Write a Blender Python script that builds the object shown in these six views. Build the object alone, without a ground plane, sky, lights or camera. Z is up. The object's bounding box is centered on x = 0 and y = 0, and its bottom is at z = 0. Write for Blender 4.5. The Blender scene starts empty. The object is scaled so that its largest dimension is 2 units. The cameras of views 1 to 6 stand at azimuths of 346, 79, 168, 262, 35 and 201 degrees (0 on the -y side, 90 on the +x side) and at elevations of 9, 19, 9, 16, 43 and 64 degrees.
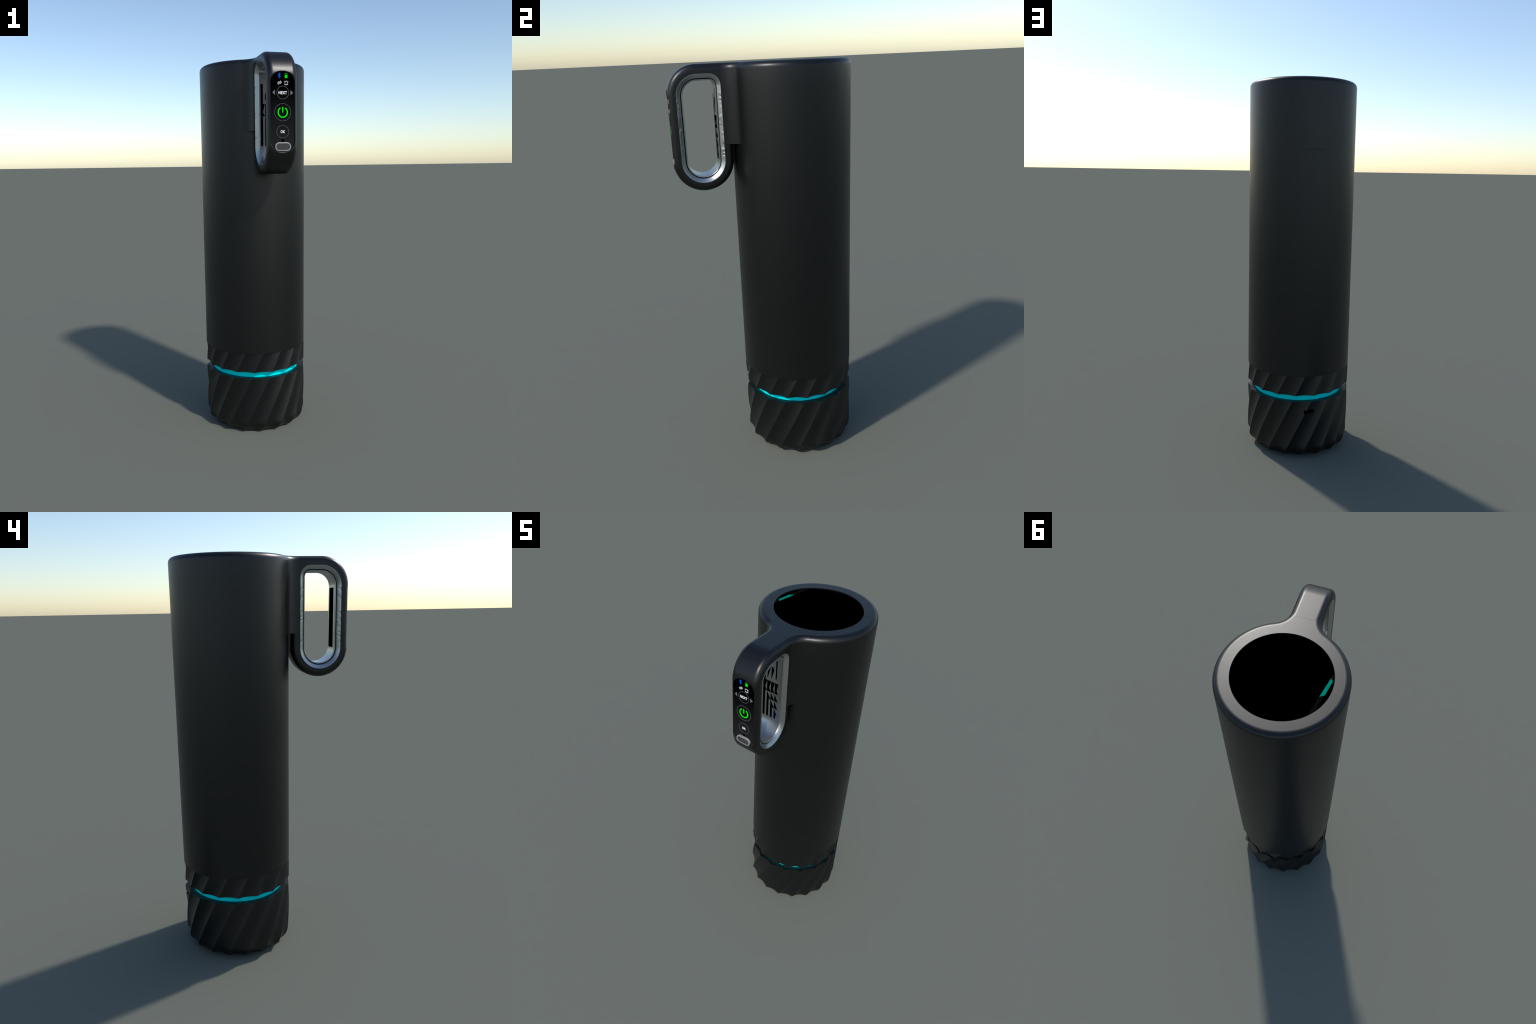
import bpy, bmesh, math
from math import sin, cos, pi, radians, sqrt
from mathutils import Vector, Matrix

# ------------------------------------------------------------------ sizes (m)
AXIS_Y = 0.1453          # bottle axis (the handle reaches out towards -y)
R = 0.2854               # barrel radius
TOP = 1.9999             # flat rim
EDGE_R = 0.026           # rounding of every outer edge
NECK_Z = 1.6435          # underside of the web joining handle and barrel
HW = 0.0715              # half width of the handle
MOUTH_R = 0.2145
SCREEN_Z = 1.9930
BODY_BOTTOM = 0.464
GAP_TOP, GAP_BOTTOM = 0.3565, 0.321
RING_R = 0.2480
FLUTES = 18
CREST_AZ0, CREST_TWIST = 1.2, 95.3      # degrees at GAP_BOTTOM, degrees per metre
VALLEY_R = 0.2716

# ------------------------------------------------------------------ materials
def new_mat(name):
    m = bpy.data.materials.new(name)
    m.use_nodes = True
    nt = m.node_tree
    return m, nt, nt.nodes['Principled BSDF']

def simple_mat(name, col, rough=0.5, metal=0.0, spec=0.5):
    m, nt, b = new_mat(name)
    b.inputs['Base Color'].default_value = (*col, 1)
    b.inputs['Roughness'].default_value = rough
    b.inputs['Metallic'].default_value = metal
    b.inputs['Specular IOR Level'].default_value = spec
    return m

def plastic_mat(name, col, rough, var=0.03):
    """matt moulded plastic with a barely visible fine grain"""
    m, nt, b = new_mat(name)
    N, L = nt.nodes, nt.links
    tc = N.new('ShaderNodeTexCoord')
    no = N.new('ShaderNodeTexNoise'); no.inputs['Scale'].default_value = 14; no.inputs['Detail'].default_value = 4
    L.new(tc.outputs['Object'], no.inputs['Vector'])
    mr = N.new('ShaderNodeMapRange')
    mr.inputs['To Min'].default_value = rough - var; mr.inputs['To Max'].default_value = rough + var
    L.new(no.outputs['Fac'], mr.inputs['Value'])
    L.new(mr.outputs['Result'], b.inputs['Roughness'])
    b.inputs['Base Color'].default_value = (*col, 1)
    return m

def lining_mat():
    """cast metal: polished, with a worked, pitted texture on the two upright bands"""
    m, nt, b = new_mat('brushed_metal')
    N, L = nt.nodes, nt.links
    b.inputs['Metallic'].default_value = 1.0
    tc = N.new('ShaderNodeTexCoord')
    fine = N.new('ShaderNodeTexNoise'); fine.inputs['Scale'].default_value = 260; fine.inputs['Detail'].default_value = 3
    L.new(tc.outputs['Object'], fine.inputs['Vector'])
    mp = N.new('ShaderNodeMapping'); mp.inputs['Scale'].default_value = (40, 40, 26)
    L.new(tc.outputs['Object'], mp.inputs['Vector'])
    vo = N.new('ShaderNodeTexVoronoi'); vo.distance = 'CHEBYCHEV'; vo.inputs['Scale'].default_value = 1.6
    L.new(mp.outputs['Vector'], vo.inputs['Vector'])
    patch = N.new('ShaderNodeTexNoise'); patch.inputs['Scale'].default_value = 15; patch.inputs['Detail'].default_value = 1
    L.new(tc.outputs['Object'], patch.inputs['Vector'])
    pr = N.new('ShaderNodeMapRange'); pr.inputs['From Min'].default_value = 0.50; pr.inputs['From Max'].default_value = 0.56
    L.new(patch.outputs['Fac'], pr.inputs['Value'])
    sep = N.new('ShaderNodeSeparateXYZ'); L.new(tc.outputs['Object'], sep.inputs[0])
    lo = N.new('ShaderNodeMapRange'); lo.inputs['From Min'].default_value = 1.585; lo.inputs['From Max'].default_value = 1.60
    hi = N.new('ShaderNodeMapRange'); hi.inputs['From Min'].default_value = 1.885; hi.inputs['From Max'].default_value = 1.865
    ax = N.new('ShaderNodeMath'); ax.operation = 'ABSOLUTE'; L.new(sep.outputs['X'], ax.inputs[0])
    side = N.new('ShaderNodeMapRange'); side.inputs['From Min'].default_value = 0.050; side.inputs['From Max'].default_value = 0.054
    L.new(ax.outputs[0], side.inputs['Value'])
    for n in (lo, hi): L.new(sep.outputs['Z'], n.inputs['Value'])
    prev = pr.outputs['Result']
    for n in (lo, hi, side):
        mu = N.new('ShaderNodeMath'); mu.operation = 'MULTIPLY'
        L.new(prev, mu.inputs[0]); L.new(n.outputs['Result'], mu.inputs[1]); prev = mu.outputs[0]
    cell = N.new('ShaderNodeMath'); cell.operation = 'MULTIPLY'
    L.new(vo.outputs['Distance'], cell.inputs[0]); L.new(prev, cell.inputs[1])
    add = N.new('ShaderNodeMath'); add.operation = 'MULTIPLY_ADD'; add.inputs[1].default_value = 0.06
    L.new(fine.outputs['Fac'], add.inputs[0]); L.new(cell.outputs[0], add.inputs[2])
    bu = N.new('ShaderNodeBump'); bu.inputs['Strength'].default_value = 0.20; bu.inputs['Distance'].default_value = 0.006
    L.new(add.outputs[0], bu.inputs['Height'])
    L.new(bu.outputs['Normal'], b.inputs['Normal'])
    cr = N.new('ShaderNodeValToRGB')
    cr.color_ramp.elements[0].color = (0.44, 0.45, 0.445, 1)
    cr.color_ramp.elements[1].color = (0.50, 0.51, 0.50, 1)
    L.new(fine.outputs['Fac'], cr.inputs['Fac'])
    L.new(cr.outputs['Color'], b.inputs['Base Color'])
    b.inputs['Roughness'].default_value = 0.36
    return m

def panel_mat():
    """panel face: black at the top passing to dark grey at the charging end"""
    m, nt, b = new_mat('panel_face')
    N, L = nt.nodes, nt.links
    tc = N.new('ShaderNodeTexCoord')
    sep = N.new('ShaderNodeSeparateXYZ'); L.new(tc.outputs['Object'], sep.inputs[0])
    mr = N.new('ShaderNodeMapRange'); mr.inputs['From Min'].default_value = 1.83; mr.inputs['From Max'].default_value = 1.55
    L.new(sep.outputs['Z'], mr.inputs['Value'])
    cr = N.new('ShaderNodeValToRGB')
    cr.color_ramp.elements[0].color = (0.0004, 0.0004, 0.0004, 1)
    cr.color_ramp.elements[1].color = (0.017, 0.017, 0.018, 1)
    L.new(mr.outputs['Result'], cr.inputs['Fac']); L.new(cr.outputs['Color'], b.inputs['Base Color'])
    b.inputs['Roughness'].default_value = 0.6
    b.inputs['Specular IOR Level'].default_value = 0.0
    return m

M_BODY = plastic_mat('black_plastic', (0.0014, 0.00145, 0.0014), 0.385)
M_HANDLE = plastic_mat('handle_plastic', (0.0014, 0.00145, 0.0014), 0.385)
_nt = M_HANDLE.node_tree
_bv = _nt.nodes.new('ShaderNodeBevel'); _bv.inputs['Radius'].default_value = 0.0022; _bv.samples = 6
_tc = _nt.nodes.new('ShaderNodeTexCoord'); _sp = _nt.nodes.new('ShaderNodeSeparateXYZ')
_lt = _nt.nodes.new('ShaderNodeMath'); _lt.operation = 'LESS_THAN'; _lt.inputs[1].default_value = 1.93
_gm = _nt.nodes.new('ShaderNodeNewGeometry'); _mx = _nt.nodes.new('ShaderNodeMix'); _mx.data_type = 'VECTOR'
_nt.links.new(_tc.outputs['Object'], _sp.inputs[0]); _nt.links.new(_sp.outputs['Z'], _lt.inputs[0])
_nt.links.new(_lt.outputs[0], _mx.inputs[0]); _nt.links.new(_gm.outputs['Normal'], _mx.inputs[4])
_nt.links.new(_bv.outputs['Normal'], _mx.inputs[5])
_nt.links.new(_mx.outputs[1], _nt.nodes['Principled BSDF'].inputs['Normal'])
M_GRIP = plastic_mat('black_rubber', (0.0010, 0.0010, 0.0010), 0.42)
M_LINING = lining_mat()
M_INLAY = simple_mat('inlay_black', (0.0006, 0.0006, 0.0006), 0.8, spec=0.0)
M_GLOW = simple_mat('cyan_lens', (0.0, 0.82, 0.86), 0.7, spec=0.0)
M_SCREEN = simple_mat('screen_black', (0.0, 0.0, 0.0), 1.0, spec=0.0)
M_SCREEN_GREY = simple_mat('screen_grey', (0.0045, 0.004, 0.0045), 1.0, spec=0.0)
M_TEAL = simple_mat('screen_teal', (0.0, 0.215, 0.145), 0.9, spec=0.0)
M_PANEL = panel_mat()
M_WHITE = simple_mat('print_white', (0.80, 0.82, 0.86), 0.6, spec=0.1)
M_ICON = simple_mat('print_silver', (0.50, 0.52, 0.54), 0.6, spec=0.1)
M_GREY = simple_mat('print_grey', (0.13, 0.13, 0.135), 0.6, spec=0.1)
M_LINE = simple_mat('print_line', (0.10, 0.10, 0.10), 0.6, spec=0.1)
M_GREEN = simple_mat('print_green', (0.0, 0.95, 0.0), 0.6, spec=0.0)
M_BLUE = simple_mat('print_blue', (0.0, 0.080, 0.62), 0.6, spec=0.1)
M_PILL_RIM = simple_mat('pill_rim', (0.25, 0.25, 0.255), 0.5, spec=0.2)
M_PILL = simple_mat('pill_face', (0.050, 0.050, 0.051), 0.6, spec=0.1)
M_HOLE = simple_mat('pure_black', (0.0, 0.0, 0.0), 1.0, spec=0.0)

# ------------------------------------------------------------------ helpers
ROOT = bpy.data.objects.new('smart_bottle', None)
bpy.context.scene.collection.objects.link(ROOT)
ROOT['label'] = 'tall matt black cylindrical bottle with loop handle, control panel and cyan light ring'
ROOT['category'] = 'smart bottle'

def add_obj(name, me, mat, parent=ROOT, angle=30):
    ob = bpy.data.objects.new(name, me)
    bpy.context.scene.collection.objects.link(ob)
    if mat is not None:
        me.materials.clear(); me.materials.append(mat)
    if angle is not None:
        me.polygons.foreach_set('use_smooth', [True] * len(me.polygons))
        me.set_sharp_from_angle(angle=radians(angle))
    ob.parent = parent
    return ob

def mesh_from(name, verts, faces):
    me = bpy.data.meshes.new(name)
    me.from_pydata(verts, [], faces)
    me.validate()
    bm = bmesh.new(); bm.from_mesh(me)
    bmesh.ops.remove_doubles(bm, verts=bm.verts, dist=1e-6)
    bmesh.ops.recalc_face_normals(bm, faces=bm.faces)
    bm.to_mesh(me); bm.free()
    return me

def grid_loft(name, rows, close_row=True, close_col=False, caps=(False, False)):
    """skin between successive rings of points"""
    n = len(rows[0]); verts = [p for r in rows for p in r]; faces = []
    m = len(rows)
    for i in range(m if close_col else m - 1):
        a, b = i * n, ((i + 1) % m) * n
        for j in range(n if close_row else n - 1):
            k = (j + 1) % n
            faces.append((a + j, a + k, b + k, b + j))
    if caps[0]: faces.append(tuple(range(n)))
    if caps[1]: faces.append(tuple(range((m - 1) * n, m * n)))
    return mesh_from(name, verts, faces)

def pol(r, az_deg, z):
    a = radians(az_deg)
    return (r * sin(a), AXIS_Y - r * cos(a), z)

def plate(name, pts2d, to3d, depth, holes=()):
    """a thin solid from a planar outline; to3d(u, v, d) places it"""
    n = len(pts2d)
    verts = [to3d(u, v, 0.0) for u, v in pts2d] + [to3d(u, v, depth) for u, v in pts2d]
    faces = [tuple(range(n)), tuple(range(n, 2 * n))]
    for i in range(n):
        j = (i + 1) % n
        faces.append((i, j, n + j, n + i))
    return mesh_from(name, verts, faces)

def join_meshes(name, meshes):
    bm = bmesh.new()
    for me in meshes: bm.from_mesh(me)
    out = bpy.data.meshes.new(name); bm.to_mesh(out); bm.free()
    return out

def carve(ob, cutter_mesh):
    c = bpy.data.objects.new('cutter', cutter_mesh)
    bpy.context.scene.collection.objects.link(c)
    md = ob.modifiers.new('cut', 'BOOLEAN'); md.object = c; md.operation = 'DIFFERENCE'; md.solver = 'EXACT'
    dg = bpy.context.evaluated_depsgraph_get()
    new = bpy.data.meshes.new_from_object(ob.evaluated_get(dg))
    mat = ob.data.materials[0]
    ob.modifiers.clear(); ob.data = new; new.name = ob.name
    bpy.data.objects.remove(c)
    new.materials.clear(); new.materials.append(mat)
    new.polygons.foreach_set('use_smooth', [True] * len(new.polygons))
    new.set_sharp_from_angle(angle=radians(28))

# ------------------------------------------------------------------ barrel with web (one outline, inset by d)
RHO = 0.085                                            # fillet between barrel and handle web
FC = (HW + RHO, AXIS_Y - sqrt((R + RHO) ** 2 - (HW + RHO) ** 2))
TAN_AZ = math.degrees(math.asin((HW + RHO) / (R + RHO)))
CAP_Y = -0.187

def outline(d):
    """(points, is_circle flags) anticlockwise from the back, half by half"""
    half, flag = [], []
    nc = 300
    for i in range(nc + 1):
        az = 180 - (180 - TAN_AZ) * i / nc
        half.append(pol(R - d, az, 0)[:2]); flag.append(True)
    # fillet: starts pointing at the axis, ends at the flat side of the handle
    a0 = math.atan2(AXIS_Y - FC[1], -FC[0])
    a1 = pi - math.asin((CAP_Y - FC[1]) / RHO)
    nf = 26
    for i in range(1, nf + 1):
        a = a0 + (a1 - a0) * i / nf
        half.append((FC[0] + (RHO + d) * cos(a), FC[1] + (RHO + d) * sin(a))); flag.append(False)
    for i in range(1, 7):
        half.append((half[nc + nf][0] * (1 - i / 6), half[nc + nf][1])); flag.append(False)
    left = [(-x, y) for x, y in half[-2:0:-1]]
    lflag = flag[-2:0:-1]
    return half + left, flag + lflag

def build_body():
    base, flags = outline(0.0)
    n = len(base)
    azs = [math.degrees(math.atan2(x, AXIS_Y - y)) for x, y in base]
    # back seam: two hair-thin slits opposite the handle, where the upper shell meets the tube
    def seam(az):
        a = (az - 180 + 180) % 360 - 180
        for c in (-4.9, 4.9):
            t = (a - c) / 4.1
            if abs(t) < 1: return 0.0007 * (1 - t * t) ** 0.5
        return 0.0
    rows = []
    rows.append([pol(RING_R - 0.01, a, BODY_BOTTOM) for a in azs])
    rows.append([pol(R - 0.0012, a, BODY_BOTTOM) for a in azs])
    rows.append([pol(R, a, BODY_BOTTOM + 0.0012) for a in azs])
    for k in range(1, 9):
        rows.append([pol(R, a, BODY_BOTTOM + (NECK_Z - 0.0011 - BODY_BOTTOM) * k / 8) for a in azs])
    rows.insert(-1, [pol(R, a, NECK_Z - 0.008) for a in azs])
    rows.append([pol(R - seam(a), a, NECK_Z - 0.0002) for a in azs])
    rows.append([pol(R - seam(a), a, NECK_Z) for a in azs])
    rows.append([(x - (seam(a) * sin(radians(a)) if f else 0), y + (seam(a) * cos(radians(a)) if f else 0), NECK_Z + 0.0002) for (x, y), a, f in zip(base, azs, flags)])
    rows.append([(x, y, NECK_Z + 0.0011) for x, y in base])
    rows.append([(x, y, NECK_Z + 0.008) for x, y in base])
    for k in range(1, 5):
        rows.append([(x, y, NECK_Z + (TOP - EDGE_R - NECK_Z) * k / 4) for x, y in base])
    for k in range(1, 11):
        a = pi / 2 * k / 10
        o, _ = outline(EDGE_R * (1 - cos(a)))
        rows.append([(x, y, TOP - EDGE_R + EDGE_R * sin(a)) for x, y in o])
    o, _ = outline(EDGE_R + 0.003)
    rows.append([(x, y, TOP) for x, y in o])
    rows.append([pol(MOUTH_R + 0.0012, a, TOP) for a in azs])
    rows.append([pol(MOUTH_R, a, TOP - 0.0012) for a in azs])
    rows.append([pol(MOUTH_R, a, SCREEN_Z - 0.006) for a in azs])
    me = grid_loft('body', rows)
    return add_obj('body', me, M_BODY, angle=28)

body = build_body()

# ------------------------------------------------------------------ screen in the mouth
def disc(name, r, z0, z1, seg=160):
    rows = [[pol(r, 360 * i / seg, z) for i in range(seg)] for z in (z0, z1)]
    return grid_loft(name, rows, caps=(True, True))

screen = add_obj('screen', disc('screen', MOUTH_R + 0.003, SCREEN_Z - 0.005, SCREEN_Z), M_SCREEN)

def on_circle(x=None, y=None, r=MOUTH_R + 0.001, sx=-1, sy=1):
    if x is None: return (sx * sqrt(r * r - (y - AXIS_Y) ** 2), y)
    return (x, AXIS_Y + sy * sqrt(r * r - x * x))

def arc_between(p, q, n=24, r=MOUTH_R + 0.001):
    a0 = math.atan2(p[1] - AXIS_Y, p[0]); a1 = math.atan2(q[1] - AXIS_Y, q[0])
    if a1 - a0 > pi: a1 -= 2 * pi
    if a0 - a1 > pi: a1 += 2 * pi
    return [(r * cos(a0 + (a1 - a0) * i / n), AXIS_Y + r * sin(a0 + (a1 - a0) * i / n)) for i in range(n + 1)]

def line_circle(p, q, r=MOUTH_R + 0.001):
    dx, dy = q[0] - p[0], q[1] - p[1]
    fx, fy = p[0], p[1] - AXIS_Y
    a, b, c = dx * dx + dy * dy, fx * dx + fy * dy, fx * fx + fy * fy - r * r
    s = sqrt(b * b - a * c)
    return [(p[0] + t * dx, p[1] + t * dy) for t in ((-b - s) / a, (-b + s) / a)]

def up(z):
    return lambda u, v, d: (u, v, z + d)

c0, c1 = line_circle((-0.197, 0.065), (-0.1555, 0.286))
add_obj('screen_border', plate('screen_border', arc_between(c0, c1), up(SCREEN_Z - 0.002), 0.0024), M_SCREEN_GREY, screen)
s0 = line_circle((-0.2044, 0.105), (-0.1922, 0.178))[0]
s1 = on_circle(x=-0.1765)
sliver = [(-0.184, 0.2200)] + arc_between(s1, s0)
add_obj('screen_shade', plate('screen_shade', sliver, up(SCREEN_Z - 0.002), 0.0028), M_SCREEN, screen)
teal = [(-0.1927, 0.0925), (-0.1737, 0.1910), (-0.1922, 0.1780), (-0.2044, 0.1050)]
add_obj('screen_bar', plate('screen_bar', teal, up(SCREEN_Z - 0.002), 0.0032), M_TEAL, screen)

# ------------------------------------------------------------------ fluted grips and the light ring
def fluted_ring(z, inset=0.0, m=16):
    crest = CREST_AZ0 + CREST_TWIST * (z - GAP_BOTTOM)
    step = 360.0 / FLUTES
    out = []
    for k in range(FLUTES):
        for j in range(m):
            u = 2.0 * j / m - 1.0
            r = VALLEY_R + (R - 0.0003 - VALLEY_R) * u * u - inset
            out.append(pol(r, crest + step * (k + j / m), z))
    return out

def circle_like(r, z, m=16):
    crest = CREST_AZ0 + CREST_TWIST * (z - GAP_BOTTOM)
    return [pol(r, crest + 360.0 * i / (FLUTES * m), z) for i in range(FLUTES * m)]

rows = [circle_like(RING_R - 0.004, GAP_TOP)]
nz = 26
for i in range(nz + 1):
    rows.append(fluted_ring(GAP_TOP + (BODY_BOTTOM + 0.0005 - GAP_TOP) * i / nz))
upper_grip = add_obj('upper_grip', grid_loft('upper_grip', rows), M_GRIP, angle=34)

FOOT_R = 0.066
rows = []
for k in range(15):
    a = pi / 2 * k / 14
    rows.append(fluted_ring(FOOT_R * (1 - cos(a)), FOOT_R * (1 - sin(a))))
nz = 54
for i in range(1, nz + 1):
    rows.append(fluted_ring(FOOT_R + (GAP_BOTTOM - FOOT_R) * i / nz))
rows.append(circle_like(RING_R - 0.004, GAP_BOTTOM))
me = grid_loft('lower_grip', rows, caps=(True, True))
lower_grip = add_obj('lower_grip', me, M_GRIP, angle=None)

# charging slot cut through the back of the lower grip
def box(name, x0, x1, y0, y1, z0, z1):
    return plate(name, [(x0, z0), (x1, z0), (x1, z1), (x0, z1)], lambda u, v, d: (u, y0 + d, v), y1 - y0)

carve(lower_grip, box('cutter', -0.0290, 0.0290, AXIS_Y + 0.215, AXIS_Y + 0.31, 0.2565, 0.2755))
add_obj('port', box('port', -0.0288, 0.0288, AXIS_Y + 0.216, AXIS_Y + 0.2450, 0.2567, 0.2753), M_HOLE, lower_grip)

seg = 240
ring_rows = [[pol(r, 360 * i / seg, z) for i in range(seg)] for r, z in
             ((RING_R, GAP_BOTTOM - 0.004), (RING_R, GAP_TOP + 0.004), (RING_R - 0.02, GAP_TOP + 0.004), (RING_R - 0.02, GAP_BOTTOM - 0.004))]
add_obj('light_ring', grid_loft('light_ring', ring_rows, close_col=True), M_GLOW)

# ------------------------------------------------------------------ handle: a loop lofted between an outer and an inner contour
def contour(front, back, top, bot_c, bot_r, ft_c, ft_r, bt_c, bt_r, n=(10, 24, 150, 48, 150, 14)):
    """closed loop in (y, z) with outward normals; the same segments for every contour"""
    P, Nn = [], []
    def line(p, q, nrm, k):
        for i in range(k):
            t = i / k
            P.append((p[0] + (q[0] - p[0]) * t, p[1] + (q[1] - p[1]) * t)); Nn.append(nrm)
    def arc(c, r, a0, a1, k, ease=False):
        for i in range(k):
            t = i / k
            if ease: t = 1 - (1 - t) ** 2.2          # crowd the samples where the arc meets the flat top
            a = radians(a0 + (a1 - a0) * t)
            P.append((c[0] + r * cos(a), c[1] + r * sin(a))); Nn.append((cos(a), sin(a)))
    line((bt_c[0], top), (ft_c[0], top), (0, 1), n[0])
    arc(ft_c, ft_r, 90, 180, n[1])
    line((front, ft_c[1]), (front, bot_c[1]), (-1, 0), n[2])
    arc(bot_c, bot_r, 180, 360, n[3])
    line((back, bot_c[1]), (back, bt_c[1]), (1, 0), n[4])
    arc(bt_c, bt_r, 0, 90, n[5], True)
    return P, Nn

H_FRONT = -0.4304
H_TOP = 2.0
FT_R = 0.134
OUT = contour(H_FRONT, -0.147, H_TOP, ((-0.147 + H_FRONT) / 2, 1.5722), (-0.147 - H_FRONT) / 2,
              (H_FRONT + FT_R, H_TOP - FT_R), FT_R, (-0.165, H_TOP - 0.018), 0.018)
HOLE = contour(-0.392, -0.190, 1.958, (-0.291, 1.572), 0.101,
               (-0.2965, 1.8625), 0.0955, (-0.242, 1.906), 0.052)

rows = []
nr = 10
for (o, no, h) in zip(OUT[0], OUT[1], HOLE[0]):
    sec = [(HW - EDGE_R - 0.004, o[0], o[1])]
    for k in range(nr + 1):
        a = pi / 2 * k / nr
        ins = EDGE_R * (1 - cos(a))
        sec.append((HW - EDGE_R + EDGE_R * sin(a), o[0] - no[0] * ins, o[1] - no[1] * ins))
    inner = (o[0] - no[0] * EDGE_R, o[1] - no[1] * EDGE_R)
    sec.append((HW, inner[0] - no[0] * 0.002, inner[1] - no[1] * 0.002))
    sec.append((HW, (inner[0] + h[0]) / 2, (inner[1] + h[1]) / 2))
    sec.append((HW, h[0], h[1]))
    mirror = [(-x, y, z) for x, y, z in reversed(sec)]
    rows.append(sec + mirror)
handle = add_obj('handle', grid_loft('handle', rows, close_col=True), M_HANDLE, angle=None)

# dished pocket for the control panel, its upper wall sloping
PANEL_Y = -0.4240                                   # at z = 1.8; the face leans back towards its foot
def lean(z): return (1.80 - z) * 0.013
PC_TOP, PC_BOT, P_HW = 1.8445, 1.5875, 0.0577
def stadium_dirs(n=48):
    return [(cos(pi * i / n), sin(pi * i / n), PC_TOP) for i in range(n + 1)] + \
           [(cos(pi + pi * i / n), sin(pi + pi * i / n), PC_BOT) for i in range(n + 1)]
def pocket_ring(y, half_w, r_top, r_bot, sloped=False):
    out = []
    for u, v, cz in stadium_dirs():
        z = cz + v * (r_top if v > 0 else r_bot)
        out.append((u * half_w, y + (lean(z) if sloped else 0), z))
    return out
pocket = grid_loft('pocket', [pocket_ring(-0.45, 0.075, 0.065, 0.065), pocket_ring(H_FRONT + 0.0005, 0.0624, 0.0574, 0.0590),
                              pocket_ring(PANEL_Y + 0.0008, 0.0572, 0.0480, 0.0545, True)], caps=(True, True))
carve(handle, pocket)

# metal lining: chamfer, shadow groove, flat tunnel
chamfer = []
for k in range(9):                                   # convex chamfer
    t = k / 8
    bulge = 0.0022 * 4 * t * (1 - t)
    chamfer.append((0.0006 + 0.0174 * t - 0.6 * bulge, HW - 0.0002 - 0.0134 * t + 0.80 * bulge))
prof = [(-0.003, HW - 0.004), (-0.003, HW - 0.001)] + chamfer + [(0.0186, 0.0566), (0.0198, 0.0554), (0.0218, 0.0554), (0.0230, 0.0566),
        (0.0235, 0.0578), (0.0245, 0.0588), (0.0260, 0.0588), (0.0278, 0.0578), (0.0289, 0.0560), (0.0292, 0.0535), (0.0292, 0.02)]
prof = prof + [(d, -x) for d, x in reversed(prof)]
import random
rng = random.Random(7)
# worked notches on the outer half of the chamfer, in two bands of each upright
NOTCH = {}
def notch(side, face, z):
    lo_hi = ((1.590, 1.648), (1.700, 1.742), (1.795, 1.868))
    if not any(a <= z <= b for a, b in lo_hi): return 0.0
    key = (side, face, int(z / 0.0085))
    if key not in NOTCH: NOTCH[key] = rng.choice((0.0, 0.0, 0.0003, 0.0007, 0.0012)) 
    return NOTCH[key]
rows = []
for h, nh in zip(*HOLE):
    f = 1 - 0.46 * max(0.0, nh[0])                    # the wall next to the barrel is thinner
    upright = abs(nh[0]) > 0.999
    row = []
    for k, (d, x) in enumerate(prof):
        dd = d if d < 0.0183 else 0.0180 + (d - 0.0180) * f
        kk = min(k, len(prof) - 1 - k)
        if upright and 3 <= kk <= 7:                  # a point of the chamfer
            q = notch(nh[0] > 0, x > 0, h[1]) * (1.0 if kk <= 5 else 0.3)
            dd -= q * 0.7; x -= math.copysign(q * 0.7, x)
        row.append((x, h[0] - nh[0] * dd, h[1] - nh[1] * dd))
    rows.append(row)
lin_me = grid_loft('handle_lining', rows, close_col=True)
lining = add_obj('handle_lining', lin_me, M_LINING, handle, angle=35)
def gap_depth(c):
    return min(sqrt((c.y - h[0]) ** 2 + (c.z - h[1]) ** 2) for h in HOLE[0])
# groove faces between chamfer and lip coloured near-black to paint in their shadow
lin_me.materials.append(simple_mat('groove_painted_shadow', (0.010, 0.010, 0.010), 0.6, spec=0.2))
for p in lin_me.polygons:
    if 0.0550 < abs(p.center.x) < 0.0564 and p.center.length > 0 and abs(p.normal.x) > 0.3 and gap_depth(p.center) < 0.0235:
        p.material_index = 1

# ------------------------------------------------------------------ inlay pattern on the tunnel walls
BACK_WALL, FRONT_WALL = -0.190 - (0.018 + 0.0112 * 0.54), -0.392 + 0.0292
col = [-0.048, -0.026, -0.004, 0.018, 0.040]
Z0, Z1, Z2, Z3, Z4, Z5 = 1.567, 1.588, 1.627, 1.669, 1.711, 1.771
SW = 0.0114
shapes = []
for i in range(4):
    a, b = col[i], col[i + 1]
    if i == 3: b = 0.0375
    m = a + 0.011
    shapes.append([(a, Z5), (b - 0.0006, Z5), (m, 1.732), (b - 0.0006, Z4 + 0.0005), (a, Z4 + 0.0005)])   # chevron row
    tops = [Z4, Z3, Z2, Z1]
    if i >= 1: shapes.append([(a, Z4 - 0.0005), (a, Z3), (b, Z3)])
    if i >= 2: shapes.append([(a, Z3 - 0.0005), (a, Z2), (b, Z2)])
    if i >= 3: shapes.append([(a, Z2 - 0.0005), (a, Z1), (b - 0.002, Z1)])
    shapes.append([(a, tops[i] - 0.0003), (a, Z0), (a + SW - (0.002 if i == 3 else 0), Z0), (a + SW - (0.002 if i == 3 else 0), tops[i] - 0.0003)])
shapes.append([(col[0], 1.866), (col[0], Z5 + 0.0004), (col[0] + SW, Z5 + 0.0004), (col[0] + SW, 1.866)])
shapes.append([(col[1], 1.817), (col[1], 1.781), (col[2] - 0.002, 1.853)])
shapes.append([(col[2], 1.850), (col[2], 1.781), (0.0103, 1.8355), (0.0045, 1.852)])
shapes.append([(0.0200, 1.889), (0.0200, 1.7915), (0.0215, 1.7915), (0.0240, 1.802), (0.0265, 1.783), (0.0270, 1.893)])
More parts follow.
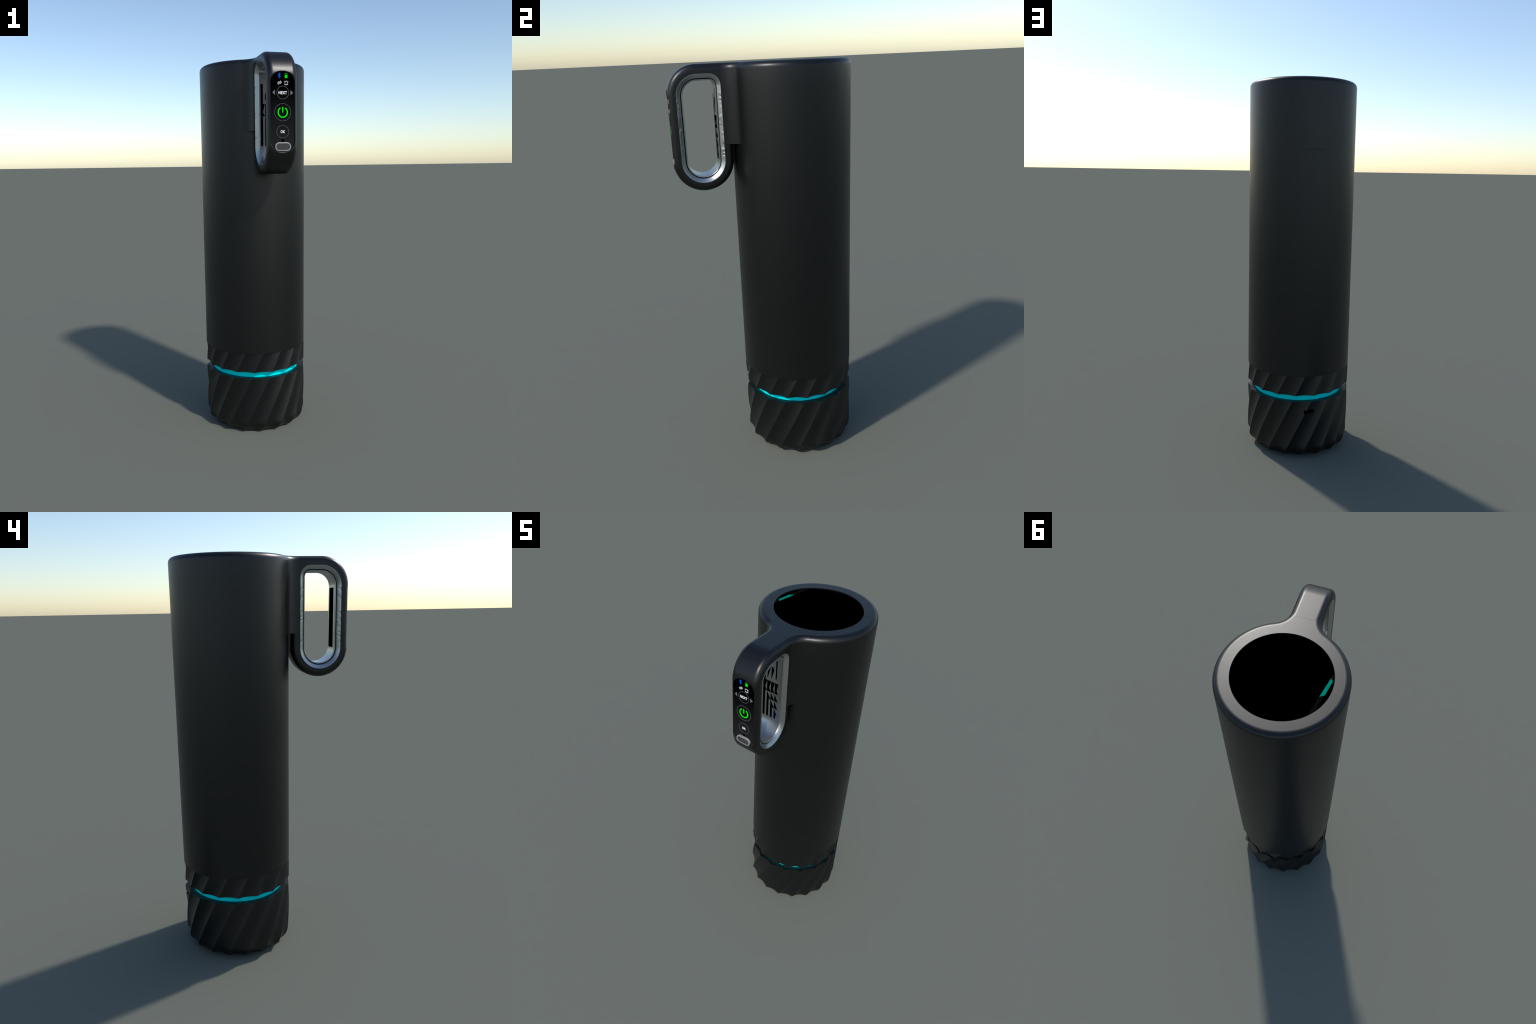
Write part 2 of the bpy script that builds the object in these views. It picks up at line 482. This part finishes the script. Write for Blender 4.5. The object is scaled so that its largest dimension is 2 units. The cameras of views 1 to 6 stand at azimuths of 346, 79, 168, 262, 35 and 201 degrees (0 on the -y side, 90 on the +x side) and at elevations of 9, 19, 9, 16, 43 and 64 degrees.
for k, s in enumerate(shapes):
    add_obj('grip_inlay', plate('grip_inlay', s, lambda u, v, d: (u, BACK_WALL - d + 0.0008, v), 0.0014), M_INLAY, handle, angle=None)
add_obj('grip_strip', plate('grip_strip', [(-0.032, 1.571), (0.041, 1.571), (0.041, 1.857), (-0.032, 1.857)],
                            lambda u, v, d: (u, FRONT_WALL + d - 0.0008, v), 0.0014), M_INLAY, handle, angle=None)

# ------------------------------------------------------------------ control panel
def face_front(y):
    return lambda u, v, d: (u, y + d + lean(v), v)
panel = add_obj('control_panel', plate('control_panel', [(x, z) for x, y, z in pocket_ring(0, 0.0574, 0.0490, 0.0548)], face_front(PANEL_Y), 0.006), M_PANEL)

PY = PANEL_Y - 0.0008          # print sits just proud of the face
PD = 0.0020
PX = 0.0006
def ring(name, cx, cz, r, w, mat, a0=0.0, a1=360.0, n=64, y=PY):
    rows = []
    full = abs(a1 - a0) >= 359.9
    for i in range(n if full else n + 1):
        a = radians(a0 + (a1 - a0) * i / n)
        rows.append([(cx + q * cos(a), yy + lean(cz + q * sin(a)), cz + q * sin(a)) for q, yy in ((r + w / 2, y), (r - w / 2, y), (r - w / 2, y + PD), (r + w / 2, y + PD))])
    me = grid_loft(name, rows, close_col=full, caps=(not full, not full))
    return add_obj(name, me, mat, panel, angle=None)

def flat(name, pts, mat, y=PY):
    return add_obj(name, plate(name, [(u + PX, v) for u, v in pts], face_front(y), PD), mat, panel, angle=None)

def stroke(name, lines, w, mat, y=PY):
    """printed line drawing: thin bars with rounded joints"""
    ms = []
    for pl in lines:
        for (p, q) in zip(pl[:-1], pl[1:]):
            dx, dz = q[0] - p[0], q[1] - p[1]; L = sqrt(dx * dx + dz * dz); ux, uz = dx / L, dz / L
            e = w / 2
            ms.append(plate('s', [(p[0] - uz * e + PX, p[1] + ux * e), (p[0] + uz * e + PX, p[1] - ux * e),
                                  (q[0] + uz * e + PX, q[1] - ux * e), (q[0] - uz * e + PX, q[1] + ux * e)], face_front(y - 0.00002 * len(ms)), PD))
        for k, p in enumerate(pl):
            e = w / 2
            ms.append(plate('s', [(p[0] + PX + e * cos(2 * pi * i / 10), p[1] + e * sin(2 * pi * i / 10)) for i in range(10)], face_front(y - 0.00002 * len(ms)), PD))
    return add_obj(name, join_meshes(name, ms), mat, panel, angle=None)

def text(name, body_, cx, cz, width, height, mat):
    cu = bpy.data.curves.new(name, 'FONT')
    cu.body = body_; cu.align_x = 'CENTER'; cu.align_y = 'CENTER'
    cu.extrude = 0.02; cu.offset = 0.024; cu.space_character = 1.13
    tmp = bpy.data.objects.new(name + '_tmp', cu)
    bpy.context.scene.collection.objects.link(tmp)
    dg = bpy.context.evaluated_depsgraph_get(); dg.update()
    me = bpy.data.meshes.new_from_object(tmp.evaluated_get(dg))
    bpy.data.objects.remove(tmp)
    xs = [v.co.x for v in me.vertices]; ys = [v.co.y for v in me.vertices]
    x0, x1, y0, y1 = min(xs), max(xs), min(ys), max(ys)
    for v in me.vertices:
        x, y, z = v.co
        v.co = (cx + PX + ((x - x0) / (x1 - x0) - 0.5) * width, PY + PD / 2 - (z / 0.02) * PD / 2 + lean(cz), cz + ((y - y0) / (y1 - y0) - 0.5) * height)
    me.name = name
    return add_obj(name, me, mat, panel, angle=None)

# buttons
ring('button_ring', 0.0 + PX, 1.8003, 0.0285, 0.0017, M_LINE)
text('next_lettering', 'NEXT', 0.0, 1.7998, 0.040, 0.0138, M_WHITE)
flat('arrow', [(-0.0500, 1.8006), (-0.0375, 1.8125), (-0.0375, 1.7895)], M_GREY)
flat('arrow', [(0.0500, 1.8004), (0.0365, 1.7888), (0.0365, 1.8118)], M_GREY)
ring('button_ring', PX, 1.7128, 0.0390, 0.0016, M_LINE)
ring('power_symbol', PX, 1.7128, 0.0222, 0.0048, M_GREEN, 127, 413)
stroke('power_symbol', [[(0, 1.7345), (0, 1.7135)]], 0.0046, M_GREEN)
for s in (-1, 1):
    a = radians(90 + s * 37)
    add_obj('power_symbol', plate('power_symbol', [(PX + 0.0222 * cos(a) + 0.0026 * cos(2 * pi * i / 14), 1.7128 + 0.0222 * sin(a) + 0.0026 * sin(2 * pi * i / 14)) for i in range(14)],
                                  face_front(PY - 0.0001), PD), M_GREEN, panel, angle=None)
ring('button_ring', PX, 1.6258, 0.0288, 0.0016, M_LINE)
text('ok_lettering', 'OK', 0.0003, 1.6256, 0.0212, 0.0132, M_WHITE)
add_obj('microphone_hole', plate('microphone_hole', [(PX + 0.0062 * cos(2 * pi * i / 28), 1.5868 + 0.0064 * sin(2 * pi * i / 28)) for i in range(28)], face_front(PY), PD), M_HOLE, panel, angle=None)

# status icons
bx, bz = -0.0168, 1.8755
stroke('wireless_symbol', [[(bx - 0.0058, bz + 0.0054), (bx + 0.0056, bz - 0.0056), (bx, bz - 0.0112), (bx, bz + 0.0112), (bx + 0.0056, bz + 0.0056), (bx - 0.0058, bz - 0.0054)]], 0.0023, M_BLUE)
gx = 0.0158
flat('battery_level', [(gx - 0.0052, 1.8655), (gx + 0.0052, 1.8655), (gx + 0.0052, 1.8775), (gx - 0.0052, 1.8775)], M_GREEN)
GREEN_DIM = simple_mat('print_dark_green', (0.0, 0.30, 0.0), 0.6, spec=0.1)
stroke('battery_outline', [[(gx - 0.0058, 1.8650), (gx + 0.0058, 1.8650), (gx + 0.0058, 1.8835), (gx - 0.0058, 1.8835), (gx - 0.0058, 1.8650)], [(gx - 0.002, 1.8855), (gx + 0.002, 1.8855)]], 0.0020, GREEN_DIM)
# two-way arrows
ax_, az_ = -0.0152, 1.8438
stroke('exchange_symbol', [[(ax_ - 0.0085, az_ + 0.0005), (ax_ - 0.0035, az_ + 0.0042), (ax_ + 0.0060, az_ + 0.0042), (ax_ + 0.0048, az_ + 0.0078), (ax_ + 0.0092, az_ + 0.0018), (ax_ + 0.0040, az_ - 0.0042), (ax_ - 0.0050, az_ - 0.0042), (ax_ - 0.0046, az_ - 0.0080), (ax_ - 0.0095, az_ - 0.0022), (ax_ - 0.0085, az_ + 0.0005)],
                            [(ax_ - 0.004, az_ + 0.0002), (ax_ + 0.005, az_ + 0.0008)]], 0.0021, M_ICON)
# bell
ex, ez = 0.0164, 1.8440
stroke('bell_symbol', [[(ex - 0.0085, ez - 0.0080), (ex - 0.0058, ez - 0.0052), (ex - 0.0054, ez + 0.0012), (ex - 0.0034, ez + 0.0056), (ex, ez + 0.0074), (ex + 0.0034, ez + 0.0056), (ex + 0.0054, ez + 0.0012), (ex + 0.0058, ez - 0.0052), (ex + 0.0085, ez - 0.0080), (ex - 0.0085, ez - 0.0080)],
                        [(ex - 0.0018, ez - 0.0104), (ex + 0.0018, ez - 0.0104)], [(ex, ez + 0.0074), (ex, ez + 0.0090)],
                        [(ex - 0.0094, ez + 0.0028), (ex - 0.0072, ez + 0.0068)], [(ex + 0.0094, ez + 0.0028), (ex + 0.0072, ez + 0.0068)]], 0.0019, M_ICON)

# thin glossy bead modelled along the pocket's lower edge to draw its sky glint
M_GLINT_BEAD = simple_mat('glint_bead_gloss', (0.030, 0.030, 0.032), 0.30, spec=1.0)
def handle_skin(x, z):
    cy, cz, r = (-0.147 + H_FRONT) / 2, 1.5722, (-0.147 - H_FRONT) / 2
    ny = -1.0 if z >= cz else -sqrt(max(0.0, 1 - ((z - cz) / r) ** 2))
    over = max(0.0, abs(x) - (HW - EDGE_R))
    ins = EDGE_R - sqrt(EDGE_R ** 2 - over ** 2)
    return cy + r * ny - ins * ny
rows = []
for i in range(61):
    a = radians(188 + 164 * i / 60)
    fade = 0.35 + 0.65 * min(1.0, i / 12, (60 - i) / 12)
    x, z = 0.0620 * cos(a), PC_BOT + 0.0587 * sin(a)
    yy = handle_skin(x, z)
    t = 0.0012 * fade
    rows.append([(x + t * cos(a) * cos(b), yy + 0.0002 + t * sin(b), z + t * sin(a) * cos(b)) for b in [2 * pi * k / 10 for k in range(10)]])
add_obj('rim_glint_bead', grid_loft('rim_glint_bead', rows, caps=(True, True)), M_GLINT_BEAD, panel, angle=60)

# charging pill
def pill(hw, hh, cx, cz, n=20):
    pts = []
    s = hw - hh
    for i in range(n + 1):
        a = -pi / 2 + pi * i / n
        pts.append((cx + s + hh * cos(a), cz + hh * sin(a)))
    for i in range(n + 1):
        a = pi / 2 + pi * i / n
        pts.append((cx - s + hh * cos(a), cz + hh * sin(a)))
    return pts
rows = []
for (u, v), (u2, v2) in zip(pill(0.0385, 0.0205, PX, 1.5570), pill(0.0332, 0.0150, PX, 1.5570)):
    rows.append([(u, -0.400, v), (u, -0.4286, v), (u * 0.97 + u2 * 0.03, -0.4296, v * 0.7 + v2 * 0.3), (u2, -0.4294, v2), (u2, -0.400, v2)])
add_obj('charging_contact_rim', grid_loft('charging_contact_rim', rows, close_col=True), M_PILL_RIM, panel, angle=40)
add_obj('charging_contact', plate('charging_contact', pill(0.0336, 0.0154, PX, 1.5570), face_front(-0.4290 - lean(1.557)), 0.02), M_PILL, panel, angle=None)
